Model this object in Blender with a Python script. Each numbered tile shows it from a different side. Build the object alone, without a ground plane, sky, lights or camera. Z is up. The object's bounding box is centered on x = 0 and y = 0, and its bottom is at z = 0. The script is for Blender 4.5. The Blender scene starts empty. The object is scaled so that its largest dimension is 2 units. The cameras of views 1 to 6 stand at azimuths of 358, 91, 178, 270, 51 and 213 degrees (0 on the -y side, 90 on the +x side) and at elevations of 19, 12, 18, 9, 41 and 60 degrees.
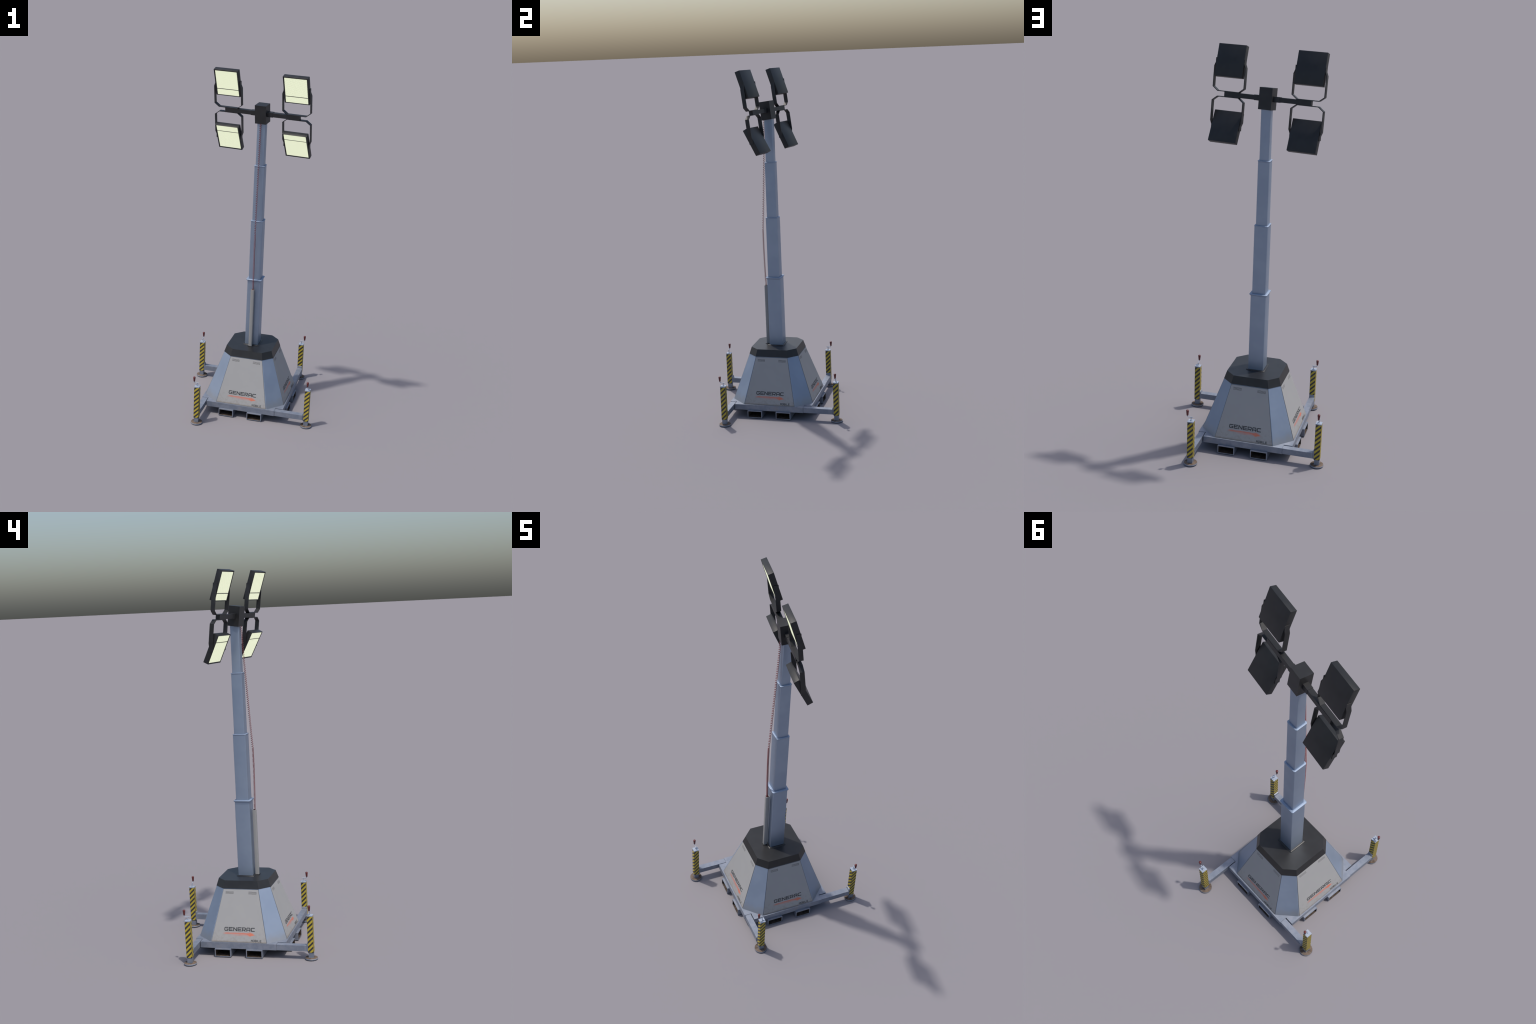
import bpy, bmesh, math, random
from mathutils import Matrix, Vector

random.seed(7)
R, T = Matrix.Rotation, Matrix.Translation
rad = math.radians

# ------------------------------------------------------------------ frames
ROOT = T((-0.002, -0.0029, 0)) @ R(rad(-15), 4, 'Z')          # whole machine stands turned
HEAD = T((-0.0037, -0.0096, 1.7650)) @ R(rad(-24), 4, 'Z') @ R(rad(7.3), 4, 'X')  # lamp head: turned, nodding


# ------------------------------------------------------------------ materials
class Nodes:
    """small helper that chains shader nodes"""
    def __init__(self, name, rough=0.5, metal=0.0, spec=0.5):
        self.m = bpy.data.materials.new(name)
        self.m.use_nodes = True
        self.t = self.m.node_tree
        self.b = self.t.nodes["Principled BSDF"]
        self.b.inputs["Roughness"].default_value = rough
        self.b.inputs["Metallic"].default_value = metal
        self.b.inputs["Specular IOR Level"].default_value = spec
        self.co = self.t.nodes.new("ShaderNodeTexCoord").outputs["Object"]

    def link(self, a, b):
        self.t.links.new(a, b)

    def put(self, sock, v):
        if isinstance(v, bpy.types.NodeSocket):
            self.link(v, sock)
        elif isinstance(v, (tuple, list)) and len(v) == 3 and sock.type == 'RGBA':
            sock.default_value = (*v, 1)
        else:
            sock.default_value = v

    def noise(self, scale, detail=4, rough=0.55, stretch=None):
        n = self.t.nodes.new("ShaderNodeTexNoise")
        n.inputs["Scale"].default_value = scale
        n.inputs["Detail"].default_value = detail
        n.inputs["Roughness"].default_value = rough
        src = self.co
        if stretch:
            mp = self.t.nodes.new("ShaderNodeMapping")
            mp.inputs["Scale"].default_value = stretch
            self.link(self.co, mp.inputs["Vector"])
            src = mp.outputs[0]
        self.link(src, n.inputs["Vector"])
        return n.outputs["Fac"]

    def math(self, op, a, b=0.0, c=0.0):
        n = self.t.nodes.new("ShaderNodeMath")
        n.operation = op
        for s, v in zip(n.inputs, (a, b, c)):
            self.put(s, v)
        return n.outputs[0]

    def step(self, v, lo, hi, a=0.0, b=1.0):
        n = self.t.nodes.new("ShaderNodeMapRange")
        n.interpolation_type = 'SMOOTHSTEP'
        self.put(n.inputs["Value"], v)
        n.inputs["From Min"].default_value = lo
        n.inputs["From Max"].default_value = hi
        n.inputs["To Min"].default_value = a
        n.inputs["To Max"].default_value = b
        return n.outputs[0]

    def mix(self, fac, a, b):
        n = self.t.nodes.new("ShaderNodeMix")
        n.data_type = 'RGBA'
        self.put(n.inputs[0], fac)
        self.put(n.inputs[6], a)
        self.put(n.inputs[7], b)
        return n.outputs[2]

    def xyz(self):
        n = self.t.nodes.new("ShaderNodeSeparateXYZ")
        self.link(self.co, n.inputs[0])
        return n.outputs

    def color(self, c):
        self.put(self.b.inputs["Base Color"], c)
        return self.m

    def bump(self, h, dist, strength=0.4):
        n = self.t.nodes.new("ShaderNodeBump")
        n.inputs["Strength"].default_value = strength
        n.inputs["Distance"].default_value = dist
        self.link(h, n.inputs["Height"])
        self.link(n.outputs[0], self.b.inputs["Normal"])


def blue_paint():
    n = Nodes("blue_grey_paint", 0.45, 0.75, 0.5)
    c = n.mix(n.step(n.noise(9, 3), .35, .7), (.285, .352, .455), (.31, .378, .48))
    c = n.mix(n.step(n.noise(60, 5, .7), .55, .8, 0, .35), c, (.35, .40, .49))
    return n.color(c)


def housing_paint():
    """blue-grey sheet with a soft dusty skirt at the foot"""
    n = Nodes("housing_sheet_paint", 0.45, 0.5, 0.5)
    c = n.mix(n.step(n.noise(8, 3), .35, .7), (.258, .318, .415), (.287, .348, .448))
    z = n.xyz()[2]
    d = n.math('ADD', z, n.math('MULTIPLY', n.noise(35, 4), -.05))
    c = n.mix(n.step(d, .05, .105, .6, 0), c, (.30, .295, .29))
    return n.color(c)


def steel():
    """galvanised steel: spangled grey-blue with brown stains"""
    n = Nodes("galvanised_steel", 0.48, 0.3, 0.5)
    c = n.mix(n.step(n.noise(28, 4), .35, .68), (.188, .216, .270), (.240, .264, .318))
    c = n.mix(n.step(n.noise(150, 3, .7), .5, .75, 0, .5), c, (.29, .30, .335))
    c = n.mix(n.step(n.noise(14, 5, .7), .56, .74, 0, .45), c, (.235, .195, .16))
    return n.color(c)


def bright_steel():
    n = Nodes("bright_zinc", 0.42, 0.0, 0.5)
    return n.color(n.mix(n.step(n.noise(80, 3), .4, .7), (.30, .345, .42), (.38, .425, .50)))


def rust(name="rusty_brown", k=1.0):
    n = Nodes(name, 0.85, 0.0, 0.2)
    c = n.mix(n.step(n.noise(45, 5, .65), .3, .68), (.062 * k, .046 * k, .035 * k), (.165 * k, .122 * k, .093 * k))
    c = n.mix(n.step(n.noise(120, 3), .5, .75, 0, .5), c, (.20 * k, .185 * k, .175 * k))
    return n.color(c)


def black(name, base=(.017, .017, .018), rough=0.45, spec=0.5):
    n = Nodes(name, rough, 0.0, spec)
    c = n.mix(n.step(n.noise(25, 4), .35, .7), base, tuple(v * 1.35 for v in base))
    return n.color(c)


def panel_paint():
    """warm light-grey door with an orange brushed arrow, dusty towards its foot"""
    n = Nodes("door_panel_paint", 0.5, 0.0, 0.4)
    x, y, _ = n.xyz()
    c = n.mix(n.step(n.noise(10, 3), .35, .7), (.311, .312, .311), (.322, .322, .320))
    # stains near the foot
    f = n.math('MULTIPLY', n.step(y, .01, .10, 1, 0), n.step(n.noise(38, 6, .65), .42, .72, 0, .55))
    c = n.mix(f, c, (.235, .215, .19))
    c = n.mix(n.step(n.math('ADD', y, n.math('MULTIPLY', n.noise(60, 4), -.012)), -.004, .004, .5, 0), c, (.20, .165, .13))
    # brushed arrow: streaky stroke, heavier head with a ragged tip
    wob = n.math('MULTIPLY', n.math('SUBTRACT', n.noise(70, 3, .6, (.5, 1, 1)), .5), .006)
    streak = n.noise(330, 3, .6, (.07, 1, 1))
    yy = n.math('ADD', n.math('SUBTRACT', y, .0450), wob)
    xx = n.math('ADD', x, n.math('MULTIPLY', streak, .02))
    ends = n.math('MULTIPLY', n.step(xx, -.082, -.055), n.step(x, .060, .084, 1, 0))
    core = n.math('MULTIPLY', n.step(yy, -.0062, -.0008), n.step(yy, .0022, .0066, 1, 0))
    core = n.math('MULTIPLY', core, n.step(streak, .3, .6, .62, 1))
    smear = n.math('MULTIPLY', n.step(yy, -.0145, -.0060), n.step(yy, -.004, .004, 1, 0))
    smear = n.math('MULTIPLY', smear, n.step(streak, .35, .65, .12, .55))
    smear = n.math('MULTIPLY', smear, n.step(x, -.06, -.01))
    body = n.math('MULTIPLY', n.math('MAXIMUM', core, smear), ends)
    # head: soft wedge that hangs below the stroke, tip drawn out to the right
    hx = n.math('SUBTRACT', x, .058)
    hx = n.math('MULTIPLY', hx, n.step(hx, -.002, .002, 1.0, .93))
    hy = n.math('ADD', n.math('ADD', yy, .0032), n.math('MULTIPLY', hx, .10))
    dia = n.math('ADD', n.math('DIVIDE', n.math('ABSOLUTE', hx), .031), n.math('DIVIDE', n.math('ABSOLUTE', hy), .0128))
    head = n.math('MULTIPLY', n.step(dia, .55, 1.05, 1, 0), n.step(streak, .25, .6, .68, 1))
    m = n.math('MULTIPLY', n.math('MAXIMUM', body, head), .86)
    hue = n.mix(n.step(x, .04, .08), (.56, .135, .075), (.62, .125, .035))
    return n.color(n.mix(m, c, hue))


def led():
    """lit diode field: fine dot raster, cream-green"""
    n = Nodes("lit_led_raster", 0.35, 0.0, 0.3)
    x, y, _ = n.xyz()
    k = 2 * math.pi / .0074
    d = n.math('MULTIPLY', n.math('SINE', n.math('MULTIPLY', n.math('ADD', x, n.math('MULTIPLY', y, .5)), k)),
               n.math('SINE', n.math('MULTIPLY', y, k)))
    f = n.math('ADD', n.math('MULTIPLY', d, .5), n.math('MULTIPLY', n.noise(220, 2), .6))
    c = n.mix(n.step(f, -.05, .62), (.53, .565, .385), (.84, .88, .65))
    n.color((.20, .20, .16))
    n.put(n.b.inputs["Emission Color"], c)
    n.b.inputs["Emission Strength"].default_value = 1.02
    return n.m


def plain(name, c, rough=.5, spec=.5, var=.15, scale=40, metal=0.0):
    n = Nodes(name, rough, metal, spec)
    return n.color(n.mix(n.noise(scale, 3), tuple(v * (1 - var) for v in c), tuple(v * (1 + var) for v in c)))


def hazard_yellow():
    n = Nodes("hazard_yellow_paint", 0.5, 0.0, 0.4)
    c = n.mix(n.noise(30, 3), (.42, .325, .03), (.51, .395, .042))
    c = n.mix(n.step(n.noise(55, 5, .7), .52, .75, 0, .5), c, (.24, .185, .06))
    return n.color(c)


M = dict(blade=plain('vent_blade_paint', (.335, .335, .332), .5, .4, .03), blue=blue_paint(), collar=plain('collar_paint', (.27, .335, .44), .6, .4, .06, 30, .35), housing=housing_paint(), steel=steel(), zinc=bright_steel(), rust=rust(),
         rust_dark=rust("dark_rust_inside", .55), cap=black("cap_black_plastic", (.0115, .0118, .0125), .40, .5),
         black=black("lamp_black_coating", (.0135, .0138, .0145), .48, .45),
         seam=plain("seam_dark_line", (.03, .035, .045)), panel=panel_paint(), led=led(),
         ink=plain("lettering_ink", (.032, .034, .037), .55), yellow=hazard_yellow(),
         dark=plain("hazard_black_paint", (.032, .031, .033), .5), handle=plain("red_handle_grip", (.115, .022, .021), .4, .5),
         cable=plain("red_cable_sheath", (.17, .034, .036), .5), conduit=plain("conduit_grey_beige", (.275, .275, .27), .5, .4, .06, 12),
         slot=plain("vent_slot_dark", (.035, .035, .036), .7))


# ------------------------------------------------------------------ mesh helpers
def finish(bm, name, mats, angle=35):
    bmesh.ops.remove_doubles(bm, verts=bm.verts, dist=1e-6)
    bmesh.ops.recalc_face_normals(bm, faces=bm.faces)
    me = bpy.data.meshes.new(name)
    bm.to_mesh(me)
    bm.free()
    for m in (mats if isinstance(mats, (list, tuple)) else [mats]):
        me.materials.append(m)
    for p in me.polygons:
        p.use_smooth = True
    me.set_sharp_from_angle(angle=rad(angle))
    return me


WORLD = {}


def add(name, me, parent, world):
    o = bpy.data.objects.new(name, me)
    bpy.context.collection.objects.link(o)
    WORLD[o.name] = world
    if parent is not None:
        o.parent = parent
        o.matrix_basis = WORLD[parent.name].inverted() @ world
    else:
        o.matrix_basis = world
    return o


def bevel_all(bm, w, seg=2, ang=20):
    es = [e for e in bm.edges if len(e.link_faces) == 2 and e.calc_face_angle(0) > rad(ang)]
    bmesh.ops.bevel(bm, geom=es, offset=w, segments=seg, profile=.5, affect='EDGES', clamp_overlap=True)


def prism(bm, pts, z0, z1):
    """closed polygon pts (x,y) extruded from z0 to z1"""
    lo = [bm.verts.new((x, y, z0)) for x, y in pts]
    hi = [bm.verts.new((x, y, z1)) for x, y in pts]
    n = len(pts)
    bm.faces.new(lo[::-1])
    bm.faces.new(hi)
    for i in range(n):
        bm.faces.new((lo[i], lo[(i + 1) % n], hi[(i + 1) % n], hi[i]))


def rect(x0, x1, y0, y1):
    return [(x0, y0), (x1, y0), (x1, y1), (x0, y1)]


def box_bm(x0, x1, y0, y1, z0, z1, bev=0, seg=2):
    bm = bmesh.new()
    prism(bm, rect(x0, x1, y0, y1), z0, z1)
    if bev:
        bevel_all(bm, bev, seg)
    return bm


def box(name, mat, *d, bev=0, seg=2):
    return finish(box_bm(*d, bev=bev, seg=seg), name, mat)


def merge(dst, src, matrix=None, mat=0):
    """copy bmesh src into dst"""
    mp = {}
    for v in src.verts:
        mp[v] = dst.verts.new(matrix @ v.co if matrix else v.co)
    for f in src.faces:
        g = dst.faces.new([mp[v] for v in f.verts])
        g.material_index = mat
    src.free()


def rings(bm, rs, cap=True):
    """loft equal-length vertex rings"""
    vs = [[bm.verts.new(p) for p in r] for r in rs]
    n = len(vs[0])
    out = []
    for a, b in zip(vs, vs[1:]):
        for i in range(n):
            out.append(bm.faces.new((a[i], a[(i + 1) % n], b[(i + 1) % n], b[i])))
    if cap:
        bm.faces.new(vs[0][::-1])
        bm.faces.new(vs[-1])
    return out


def lathe(bm, prof, n=32, c=(0, 0)):
    return rings(bm, [[(c[0] + r * math.cos(2 * math.pi * i / n), c[1] + r * math.sin(2 * math.pi * i / n), z)
                       for i in range(n)] for r, z in prof])


def sweep(bm, path, r, n=8):
    path = [Vector(p) for p in path]
    rs = []
    ref = None
    for i, p in enumerate(path):
        t = (path[min(i + 1, len(path) - 1)] - path[max(i - 1, 0)]).normalized()
        if ref is None:
            ref = t.orthogonal().normalized()
        ref = (ref - t * ref.dot(t)).normalized()
        s = t.cross(ref)
        rr = r[i] if isinstance(r, list) else r
        rs.append([p + (ref * math.cos(2 * math.pi * k / n) + s * math.sin(2 * math.pi * k / n)) * rr for k in range(n)])
    rings(bm, rs)


# ------------------------------------------------------------------ top-level
tower = bpy.data.objects.new("light_tower", None)
bpy.context.collection.objects.link(tower)
tower.matrix_basis = ROOT
WORLD["light_tower"] = ROOT
tower["label"] = "mobile floodlight tower with telescopic mast and four lamps"
tower["category"] = "light tower"


def quarter(k):
    return R(rad(90 * k), 4, 'Z')


# ------------------------------------------------------------------ base frame
S, ZB, ZT = .2464, .0435, .0755           # half side of the slab, underside, top
NX, NY = .2020, .2075                     # notch in each corner where an outrigger arm slides out
pts = []
for k in range(4):
    for p in ((-NY, -S), (NX, -S), (NX, -NY)):
        v = quarter(k) @ Vector((p[0], p[1], 0))
        pts.append((v.x, v.y))
bm = bmesh.new()
prism(bm, pts, ZB, ZT)
bevel_all(bm, .0012, 1)
add("base_frame", finish(bm, "base_frame", M['steel']), tower, ROOT)

# fork-lift pockets: open rectangular tubes, two on each side
bm = bmesh.new()
x0, x1, z0, z1, w = -.0435, .0435, .0, .0428, .0042
o_, i_ = rect(x0, x1, z0, z1), rect(x0 + w, x1 - w, z0 + w, z1 - w)
yf, yb = -.2575, -.140
V = {(s, y, i): bm.verts.new((p[0], y, p[1])) for s, q in (('o', o_), ('i', i_)) for y in (yf, yb) for i, p in enumerate(q)}
for i in range(4):
    j = (i + 1) % 4
    bm.faces.new([V['o', yf, i], V['o', yf, j], V['o', yb, j], V['o', yb, i]])
    f = bm.faces.new([V['i', yf, i], V['i', yb, i], V['i', yb, j], V['i', yf, j]])
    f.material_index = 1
    for y in (yf, yb):
        bm.faces.new([V['o', y, i], V['o', y, j], V['i', y, j], V['i', y, i]])
es = [e for e in bm.edges if all(v.co.y == yf for v in e.verts) or (abs(e.verts[0].co.y - e.verts[1].co.y) > .05 and abs(e.verts[0].co.x) > .0434)]
bmesh.ops.bevel(bm, geom=es, offset=.0008, segments=1, affect='EDGES')
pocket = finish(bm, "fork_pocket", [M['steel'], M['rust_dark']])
for k in range(4):
    for sx in (-1, 1):
        add("fork_pocket", pocket, tower, ROOT @ quarter(k) @ T((sx * .0850, 0, .0006)))

# ------------------------------------------------------------------ housing
def octagon(d, h, z):
    r = []
    for k in range(4):
        for x in (-h, h):
            v = quarter(k) @ Vector((x, -d, 0))
            r.append((v.x, v.y, z))
    return r


SL = .3455                                 # inward run per metre of height
zb, zt = ZT, .3405
bm = bmesh.new()
D0 = .2388                                 # distance of the flat sides at the foot
rings(bm, [octagon(D0, .1545, zb - .001), octagon(D0 - SL * (zt - zb), .0968, zt)])
bevel_all(bm, .0022, 2)
add("housing", finish(bm, "housing", M['housing']), tower, ROOT)

bm = bmesh.new()
rings(bm, [octagon(.1465, .0945, .3395), octagon(.1492, .0968, .3405), octagon(.1362, .0882, .3814)])
bevel_all(bm, .0007, 1)
add("housing_cap", finish(bm, "housing_cap", M["cap"], 25), tower, ROOT)

# low gasket round the mast foot, sloping outward
bm = bmesh.new()


def sq(h, z, c=.004, cx=0, cy=0):
    q = []
    for sx, sy in ((1, -1), (1, 1), (-1, 1), (-1, -1)):
        a = [(cx + sx * h, cy + sy * (h - c)), (cx + sx * (h - c), cy + sy * h)]
        q += a if sx * sy > 0 else a[::-1]
    return [(x, y, z) for x, y in q]


rings(bm, [sq(.0500, .3800), sq(.0495, .3825), sq(.0475, .3845), sq(.0410, .3845)])
add("mast_gasket", finish(bm, "mast_gasket", M['cap'], 60), tower, ROOT)
bm = bmesh.new()
prism(bm, rect(-.0150, .0140, -.0705, -.0470), .3800, .3836)
bevel_all(bm, .0015, 2)
add("conduit_gasket", finish(bm, "conduit_gasket", M['cap'], 60), tower, ROOT)

# ------------------------------------------------------------------ door panels, vents, lettering
ALPHA = math.atan(SL)
PH = (.3370 - .0768) / math.cos(ALPHA)
bw, tw = .1488, .0941


def trap(m):
    return [(-bw - m, -m * .4), (bw + m, -m * .4), (tw + m, PH + m), (-tw - m, PH + m)]


bm = bmesh.new()
prism(bm, trap(0), -.001, .0012)
bevel_all(bm, .0006, 1)
panel_me = finish(bm, "door_panel", M['panel'])
bm = bmesh.new()
prism(bm, trap(.0013), -.001, .0002)
seam_me = finish(bm, "door_seam", M['seam'])

# vent: rows of thin pressed slots in two columns, each with a small lip under it
bm = bmesh.new()
for r_ in range(4):
    for x0_, x1_, dy in ((-.0210, -.0015, 0), (-.0015, .0210, -.0007)):
        y_ = .0008 + r_ * .0036 + dy
        merge(bm, box_bm(x0_, x1_, y_, y_ + .0014, .0008, .00135), mat=1)
        if r_ < 3:
            merge(bm, box_bm(x0_, x1_, y_ + .0014, y_ + .0036, .0008, .0016), mat=0)
merge(bm, box_bm(.0210, .0219, .0001, .0122, .0008, .00135), mat=1)
vent_me = finish(bm, "vent_louvre", [M['blade'], M['slot']], 30)


def strip(bm, path, s, closed=False):
    """flat band of width s along a polyline with mitred corners"""
    P = [Vector(p) for p in path]
    n = len(P)
    L, Q = [], []
    for i in range(n):
        a = P[i - 1] if (closed or i > 0) else None
        b = P[(i + 1) % n] if (closed or i < n - 1) else None
        d0 = (P[i] - a).normalized() if a is not None else (b - P[i]).normalized()
        d1 = (b - P[i]).normalized() if b is not None else d0
        n0, n1 = Vector((-d0.y, d0.x)), Vector((-d1.y, d1.x))
        m = (n0 + n1).normalized()
        m = m * (s / 2 / max(.3, m.dot(n0)))
        L.append(P[i] + m)
        Q.append(P[i] - m)
    seg = range(n if closed else n - 1)
    for i in seg:
        j = (i + 1) % n
        prism(bm, [L[i], Q[i], Q[j], L[j]], INK0, INK1)


INK0, INK1 = .0010, .0015


def glyph(bm, ch, W, H, s, ox, oy):
    h, c = s / 2, s * .6
    a, b, t = h, W - h, H - h

    def band(*p, closed=False):
        strip(bm, [(ox + x, oy + y) for x, y in p], s, closed)

    def poly(*p):
        prism(bm, [(ox + x, oy + y) for x, y in p], INK0, INK1)

    mid = H * .47
    if ch == 'G':
        band((W, t), (a + c, t), (a, t - c), (a, h + c), (a + c, h), (b - c, h), (b, h + c), (b, mid), (W * .52, mid))
    elif ch == 'C':
        band((W, t), (a + c, t), (a, t - c), (a, h + c), (a + c, h), (W, h))
    elif ch == 'E':
        band((W, t), (a, t), (a, h), (W, h))
        band((s, H / 2), (W * .9, H / 2))
    elif ch == 'N':
        band((a, 0), (a, H))
        band((b, 0), (b, H))
        poly((s, H), (s, H - s * 1.5), (W - s, 0), (W - s, s * 1.5))
    elif ch == 'R':
        band((a, 0), (a, t), (b - c, t), (b, t - c), (b, mid + c - h), (b - c, mid - h), (s, mid - h))
        poly((W * .42, mid - s), (W - s * 1.25, 0), (W, 0), (W * .42 + s * 1.2, mid - s))
    elif ch == 'A':
        band((a, 0), (a, t - c), (a + c, t), (b - c, t), (b, t - c), (b, 0))
        band((s, H * .36), (W - s, H * .36))
    elif ch == 'M':
        band((a, 0), (a, H))
        band((b, 0), (b, H))
        poly((s, H), (s, H - s * 1.6), (W / 2, H * .35 - s * .5), (W / 2, H * .35 + s * .9))
        poly((W - s, H - s * 1.6), (W - s, H), (W / 2, H * .35 + s * .9), (W / 2, H * .35 - s * .5))
    elif ch == 'O':
        band((a, h + c), (a + c, h), (b - c, h), (b, h + c), (b, t - c), (b - c, t), (a + c, t), (a, t - c), closed=True)
    elif ch == 'B':
        band((a, h), (b - c, h), (b, h + c), (b, t - c), (b - c, t), (a, t), closed=True)
        band((s, H / 2), (W - s, H / 2))
    elif ch == 'I':
        band((W / 2, 0), (W / 2, H))
    elif ch == 'L':
        band((a, H), (a, h), (W, h))


def word(text, x0, x1, y0, H, s, gap, narrow=.35):
    bm = bmesh.new()
    units = [narrow if c == 'I' else 1 for c in text]
    W = ((x1 - x0) - gap * (len(text) - 1)) / sum(units)
    x = x0
    for c, u in zip(text, units):
        glyph(bm, c, W * u, H, s, x, y0)
        x += W * u + gap
    return finish(bm, "lettering", M['ink'])


title_me = word("GENERAC", -.0810, .0838, .0572, .0204, .0043, .0027)
small_me = word("MOBILE", .0650, .1215, .0042, .0118, .0022, .0018)

for k in range(4):
    yb_ = -(D0 + .0002) + SL * (.0768 - ZT)
    W_ = ROOT @ quarter(k) @ T((0, yb_, .0768)) @ R(rad(90) - ALPHA, 4, 'X')
    p = add("door_panel", panel_me, tower, W_)
    add("door_seam", seam_me, p, W_)
    add("lettering", title_me, p, W_)
    add("lettering", small_me, p, W_)
    for sx in (-.0618, .0632):
        add("vent_louvre", vent_me, p, W_ @ T((sx, PH - .0242, 0)))

# ------------------------------------------------------------------ outriggers
B = .2255          # sideways offset of arm and jack
COL = .0144        # half width of jack column


def stripes():
    """diagonal bands climbing to the right on all four faces of the column"""
    bm = bmesh.new()
    z0, z1, period, wide = .0372, .2290, .0258, .0133
    hw = COL - .0005
    face = bmesh.new()
    n = 0
    zs = z0 - 2 * hw
    k = math.floor((z0 - .05) / period)
    while k * period < z1 + .05:
        base = k * period + .006
        # band: base + u < z < base + wide + u, |u| < hw, clipped to z0..z1
        poly = [(-hw, base - hw), (hw, base + hw), (hw, base + hw + wide), (-hw, base - hw + wide)]

        def clip(pg, keep, lim):
            out = []
            for i, p in enumerate(pg):
                q = pg[(i + 1) % len(pg)]
                ip, iq = keep(p[1]), keep(q[1])
                if ip:
                    out.append(p)
                if ip != iq:
                    t = (lim - p[1]) / (q[1] - p[1])
                    out.append((p[0] + (q[0] - p[0]) * t, lim))
            return out
        poly = clip(poly, lambda v: v >= z0, z0)
        poly = clip(poly, lambda v: v <= z1, z1) if len(poly) > 2 else []
        if len(poly) > 2:
            prism(face, poly, -.0005, .00035)
        k += 1
    src = face
    for q in range(4):
        mat = quarter(q) @ T((0, -COL, 0)) @ R(rad(90), 4, 'X')
        c = src.copy()
        merge(bm, c, mat)
    src.free()
    return finish(bm, "hazard_stripes", M['yellow'])


stripes_me = stripes()
column_me = box("jack_column", M['dark'], -COL, COL, -COL, COL, .0360, .2300, bev=.0006, seg=1)

bm = box_bm(-COL - .0006, COL + .0006, -COL - .0006, COL + .0006, .2300, .2352, bev=.0008)
b2 = bmesh.new()
lathe(b2, [(.0042, .2350), (.0042, .2368), (.0022, .2376), (.0020, .2525)], 14)
merge(bm, b2)
b2 = box_bm(-.0040, .0040, .0030, .0090, .2350, .2372, bev=.0005)
merge(bm, b2)
head_me = finish(bm, "jack_head_plate", M['zinc'])

bm = bmesh.new()
path = [(0, .0098, .2536), (0, -.012, .2536)] + [
    (0, -.012 - .0068 * math.sin(a), .2536 + .0068 * (1 - math.cos(a))) for a in [rad(x) for x in range(15, 91, 15)]] + [(0, -.0188, .2640)]
sweep(bm, path, .0018, 10)
crank_me = finish(bm, "crank", M['zinc'])

bm = bmesh.new()
lathe(bm, [(.0034, .2608), (.0046, .2616), (.0052, .2680), (.0064, .2790), (.0070, .2850), (.0067, .2878), (.0052, .2896), (.002, .2902)], 18, (0, -.0188))
grip_me = finish(bm, "crank_grip", M['handle'], 60)

ram_me = box("jack_ram", M['steel'], -.0126, .0126, -.0126, .0126, .0070, .0375, bev=.0008)

bm = bmesh.new()
fs = lathe(bm, [(.0318, 0), (.0335, .0012), (.0336, .0052), (.0327, .0068), (.0314, .0074), (.0200, .0082), (.012, .0084)], 40)
for f in fs:
    if f.calc_center_median().xy.length < .0322:
        f.material_index = 1
bm.faces.ensure_lookup_table()
pad_me = finish(bm, "foot_pad", [M['steel'], M['rust']], 50)
for p_ in pad_me.polygons:
    if p_.center.z > .006 and p_.center.xy.length < .033:
        p_.material_index = 1

for k, L in enumerate((.3902, .3957, .3778, .3828)):
    Q = ROOT @ quarter(k)
    xe = L - COL
    bm = bmesh.new()
    merge(bm, box_bm(NX + .0006, xe - .0070, -.2438, -.2122, .0440, .0738, bev=.0016))
    # welded end bracket with gusset slopes, drawn in side view and given width
    prof = [(xe, .0400), (xe - .0040, .0400), (xe - .0080, .0436), (xe - .0080, .0742), (xe - .0048, .0850), (xe, .0862)]
    b2 = bmesh.new()
    prism(b2, prof, -.0135, .0135)
    bevel_all(b2, .0008, 1)
    merge(bm, b2, T((0, -.2262, 0)) @ R(rad(90), 4, 'X'))
    arm = add("outrigger", finish(bm, "outrigger_arm", M['steel']), tower, Q)
    J = Q @ T((L, -B, 0))
    for nm, me in (("jack_column", column_me), ("hazard_stripes", stripes_me), ("jack_head_plate", head_me), ("crank", crank_me),
                   ("crank_grip", grip_me), ("jack_ram", ram_me), ("foot_pad", pad_me)):
        add(nm, me, arm, J)

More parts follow.
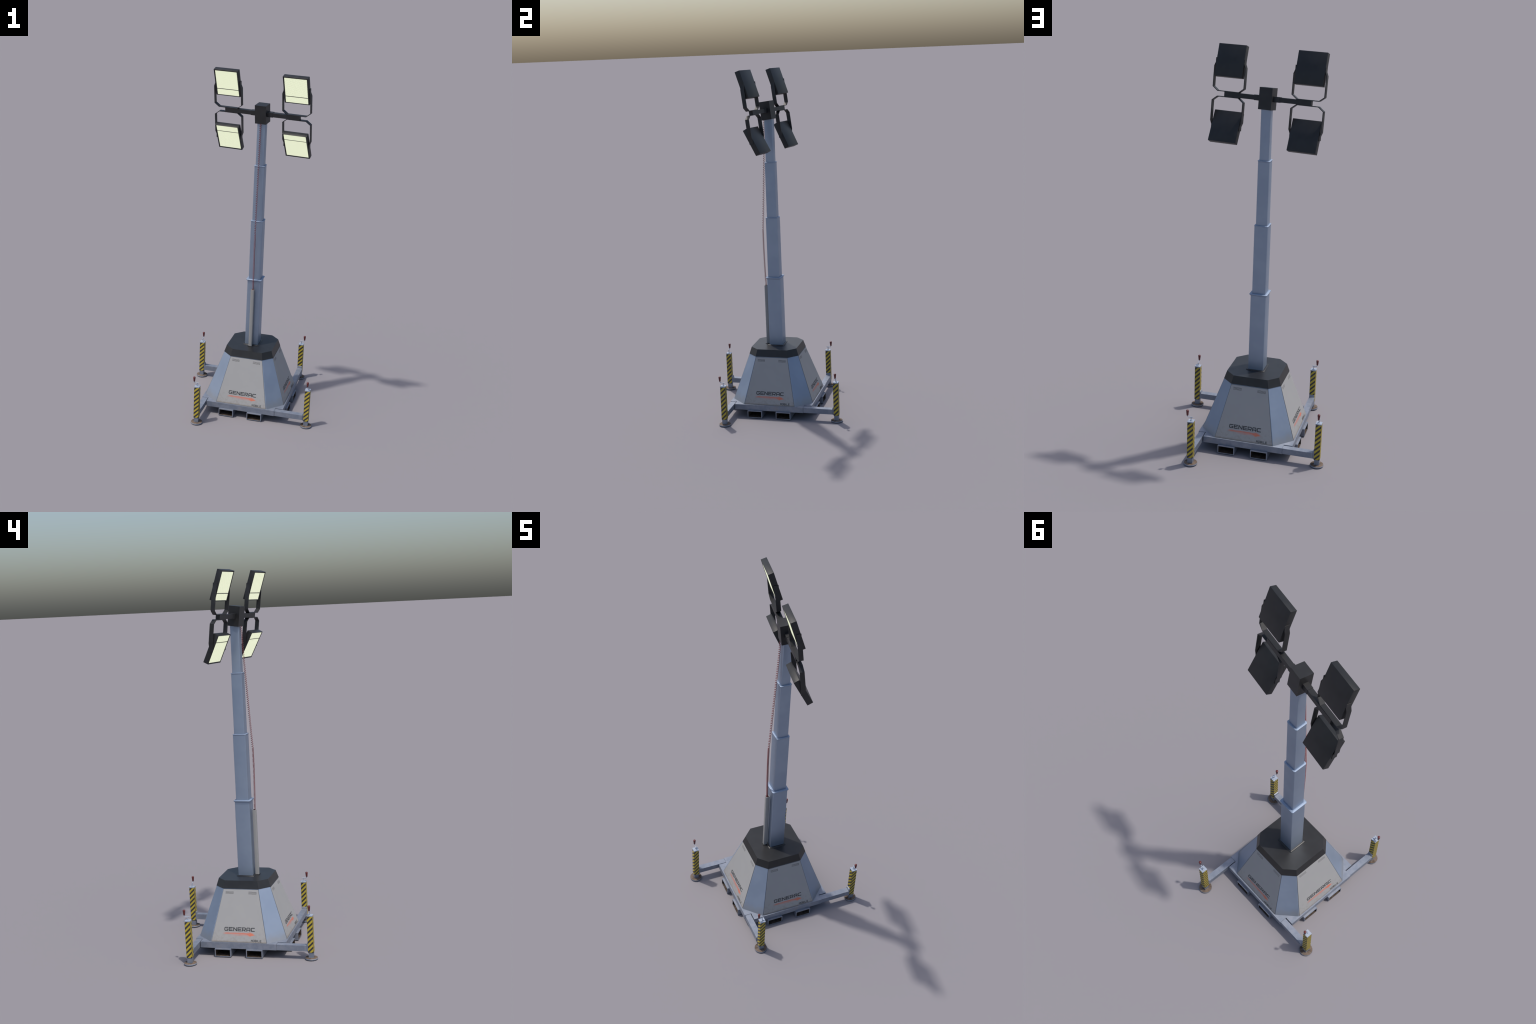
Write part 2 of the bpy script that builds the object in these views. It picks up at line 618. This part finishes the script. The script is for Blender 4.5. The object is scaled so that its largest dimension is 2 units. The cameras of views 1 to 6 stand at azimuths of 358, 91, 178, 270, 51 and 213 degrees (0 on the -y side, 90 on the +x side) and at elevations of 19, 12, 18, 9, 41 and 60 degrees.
# ------------------------------------------------------------------ mast
LEV = [(.0392, .3800, .7900), (.0341, .7850, 1.1460), (.0285, 1.1400, 1.4685), (.0234, 1.4620, 1.7300)]
COLLAR = [(.0458, .7860, .7945, .0395), (.0358, 1.1425, 1.1484, .0338), (.0308, 1.4655, 1.4708, .0288)]
for i, (h, z0, z1) in enumerate(LEV):
    bm = bmesh.new()
    prism(bm, rect(-h, h, -h, h + (.0018 if i == 0 else .0003)), z0, z1)
    es = [e for e in bm.edges if abs(e.verts[0].co.z - e.verts[1].co.z) > .1]
    bmesh.ops.bevel(bm, geom=es, offset=.003 if i else .0032, segments=3, profile=.5, affect='EDGES')
    sec = add("mast_section", finish(bm, "mast_section", M['blue'], 40), tower, ROOT)
    if i < 3:
        H, c0, c1, hin = COLLAR[i]
        bm = bmesh.new()
        dz = c1 - c0
        rings(bm, [sq(hin, c0 - dz * .5, .005), sq(H - .0012, c0 + dz * .35, .005), sq(H, c0 + dz * .55, .005), sq(H, c1 - dz * .15, .005),
                   sq(H - .0010, c1, .005), sq(hin - .004, c1, .004)])
        add("mast_collar", finish(bm, "mast_collar", M['collar'], 45), sec, ROOT)

# conduit: square tube, open on top, standing off the mast
bm = bmesh.new()
cx0, cx1, cy0, cy1, w = -.0112, .0093, -.0660, -.0450, .0026
rings(bm, [[(x, y, .381) for x, y in rect(cx0, cx1, cy0, cy1)], [(x, y, .7375) for x, y in rect(cx0, cx1, cy0, cy1)],
           [(x, y, .7375) for x, y in rect(cx0 + w, cx1 - w, cy0 + w, cy1 - w)],
           [(x, y, .700) for x, y in rect(cx0 + w, cx1 - w, cy0 + w, cy1 - w)]])
es = [e for e in bm.edges if abs(e.verts[0].co.z - e.verts[1].co.z) > .2]
bmesh.ops.bevel(bm, geom=es, offset=.004, segments=3, profile=.5, affect='EDGES')
con = add("cable_conduit", finish(bm, "cable_conduit", M['conduit'], 40), tower, ROOT)
# coiled cable: tight turns in the lower third, stretched turns above
KEY = [(.700, .0006, -.0560), (.74, .0006, -.0573), (.80, .0005, -.0594), (.85, .0004, -.0609), (.96, .0002, -.0628), (1.06, -.0002, -.0628),
       (1.10, -.0008, -.0608), (1.15, -.0011, -.0578), (1.31, -.0017, -.0494), (1.47, -.0020, -.0411), (1.60, -.0024, -.0346), (1.7120, -.0030, -.0300)]


def key(z):
    for a, b in zip(KEY, KEY[1:]):
        if z <= b[0]:
            t = (z - a[0]) / (b[0] - a[0])
            return a[1] + (b[1] - a[1]) * t, a[2] + (b[2] - a[2]) * t
    return KEY[-1][1:]


z, ph, path = .7050, 0.0, []
while z < 1.7115:
    cx, cy = key(z)
    r = .0043
    path.append((cx + r * math.cos(ph), cy + r * math.sin(ph), z))
    pitch = .0066 if z < 1.072 else .0104
    ph += 2 * math.pi / 12
    z += pitch / 12
bm = bmesh.new()
sweep(bm, path, .00125, 6)
add("coiled_cable", finish(bm, "coiled_cable", M['cable'], 180), tower, ROOT)

# ------------------------------------------------------------------ lamp head
hb = add("head_box", box("head_box", M['black'], -.0330, .0330, -.0316, .0316, -.0520, .0520, bev=.0018), tower, HEAD)
AX, AH, AD = .2225, .0113, .0122     # arm reach, half height, half depth
for s in (1, -1):
    F = HEAD @ (Matrix() if s > 0 else R(rad(180), 4, 'Z'))
    arm = add("cross_arm", box("cross_arm", M['black'], .060, AX, -AD + .0004, AD - .0004, -AH, AH, bev=.0010), tower, F)
    add("arm_socket", box("arm_socket", M['black'], .0325, .0660, -AD - .0008, AD + .0008, -.0130, .0130, bev=.0012), arm, F)

# U-bracket: flat bar bent through two chamfers, then joggled onto the lamp's sides
LC = .2044                            # lamp centre along the arm
TH = .0036
half = [(.0575 - .002, AH + TH / 2), (.0830 - TH / 2, .0325), (.0830 - TH / 2, .1295), (.0738, .1480), (.0738, .1690)]
outline = [(-x, z) for x, z in half[::-1]] + half
bm = bmesh.new()
P = [Vector(p) for p in outline]
Lp, Rp = [], []
for i, p in enumerate(P):
    d0 = (p - P[i - 1]).normalized() if i else (P[1] - p).normalized()
    d1 = (P[i + 1] - p).normalized() if i < len(P) - 1 else d0
    n0, n1 = Vector((-d0.y, d0.x)), Vector((-d1.y, d1.x))
    m = (n0 + n1).normalized()
    m *= TH / 2 / max(.4, m.dot(n0))
    Lp.append(p + m)
    Rp.append(p - m)
prism(bm, Lp + Rp[::-1], -.0112, .0112)
bevel_all(bm, .0006, 1, 60)
bmesh.ops.transform(bm, matrix=R(rad(90), 4, 'X'), verts=bm.verts)
bracket_me = finish(bm, "lamp_bracket", M['black'], 30)

# lamp: shallow box, bezel recessed round two lit fields; +z of its own frame points away from the cross arm
LW, LHt, LD = .0724, .0784, .0150
bm = bmesh.new()
prism(bm, rect(-LW, LW, -LHt, LHt), -LD, LD)       # here +z = back; turned below
front = min(bm.faces, key=lambda f: f.calc_center_median().z)
bev = [e for e in bm.edges]
bmesh.ops.bevel(bm, geom=bev, offset=.0016, segments=2, profile=.5, affect='EDGES')
front = min(bm.faces, key=lambda f: f.calc_center_median().z - f.calc_area())
ins = bmesh.ops.inset_region(bm, faces=[front], thickness=.0055, depth=0)
bmesh.ops.translate(bm, vec=(0, 0, .0026), verts=list(front.verts))
lamp_me = finish(bm, "lamp", M['black'], 40)

ly0, ly1 = -LHt + .0040 + .001, LHt - .0078
div = ly0 + (ly1 - ly0) * .245
bigl = finish(box_bm(-LW + .0080, LW - .0080, div + .0022, ly1, -LD + .0016, -LD + .0040), "led_field", M['led'])
smal = finish(box_bm(-LW + .0080, LW - .0080, ly0, div - .0022, -LD + .0016, -LD + .0040), "led_field", M['led'])

#        side, up/down, tilt, forward offset, distance
for side, up, tilt, yo, zo in ((1, 1, 11.6, -.0038, .1575), (-1, 1, 11.6, -.0040, .1575), (1, -1, 21.0, .0012, -.1566), (-1, -1, 18.0, .0018, -.1566)):
    X = HEAD @ T((side * LC, 0, 0))
    br = add("lamp_bracket", bracket_me, tower, X @ (Matrix() if up > 0 else R(rad(180), 4, 'Y')))
    # local: x across, y up the lamp, -z forward  ->  head: x, z, -y
    W_ = X @ T((0, yo, zo)) @ R(rad(tilt), 4, 'X') @ R(rad(90), 4, 'X')
    W_ = W_ @ R(rad(180), 4, 'Y')          # turn so the lit side looks forward
    W_ = W_ @ (Matrix() if up > 0 else R(rad(180), 4, 'Z'))
    lamp = add("lamp", lamp_me, tower, W_)
    add("led_field", bigl, lamp, W_)
    add("led_field", smal, lamp, W_)
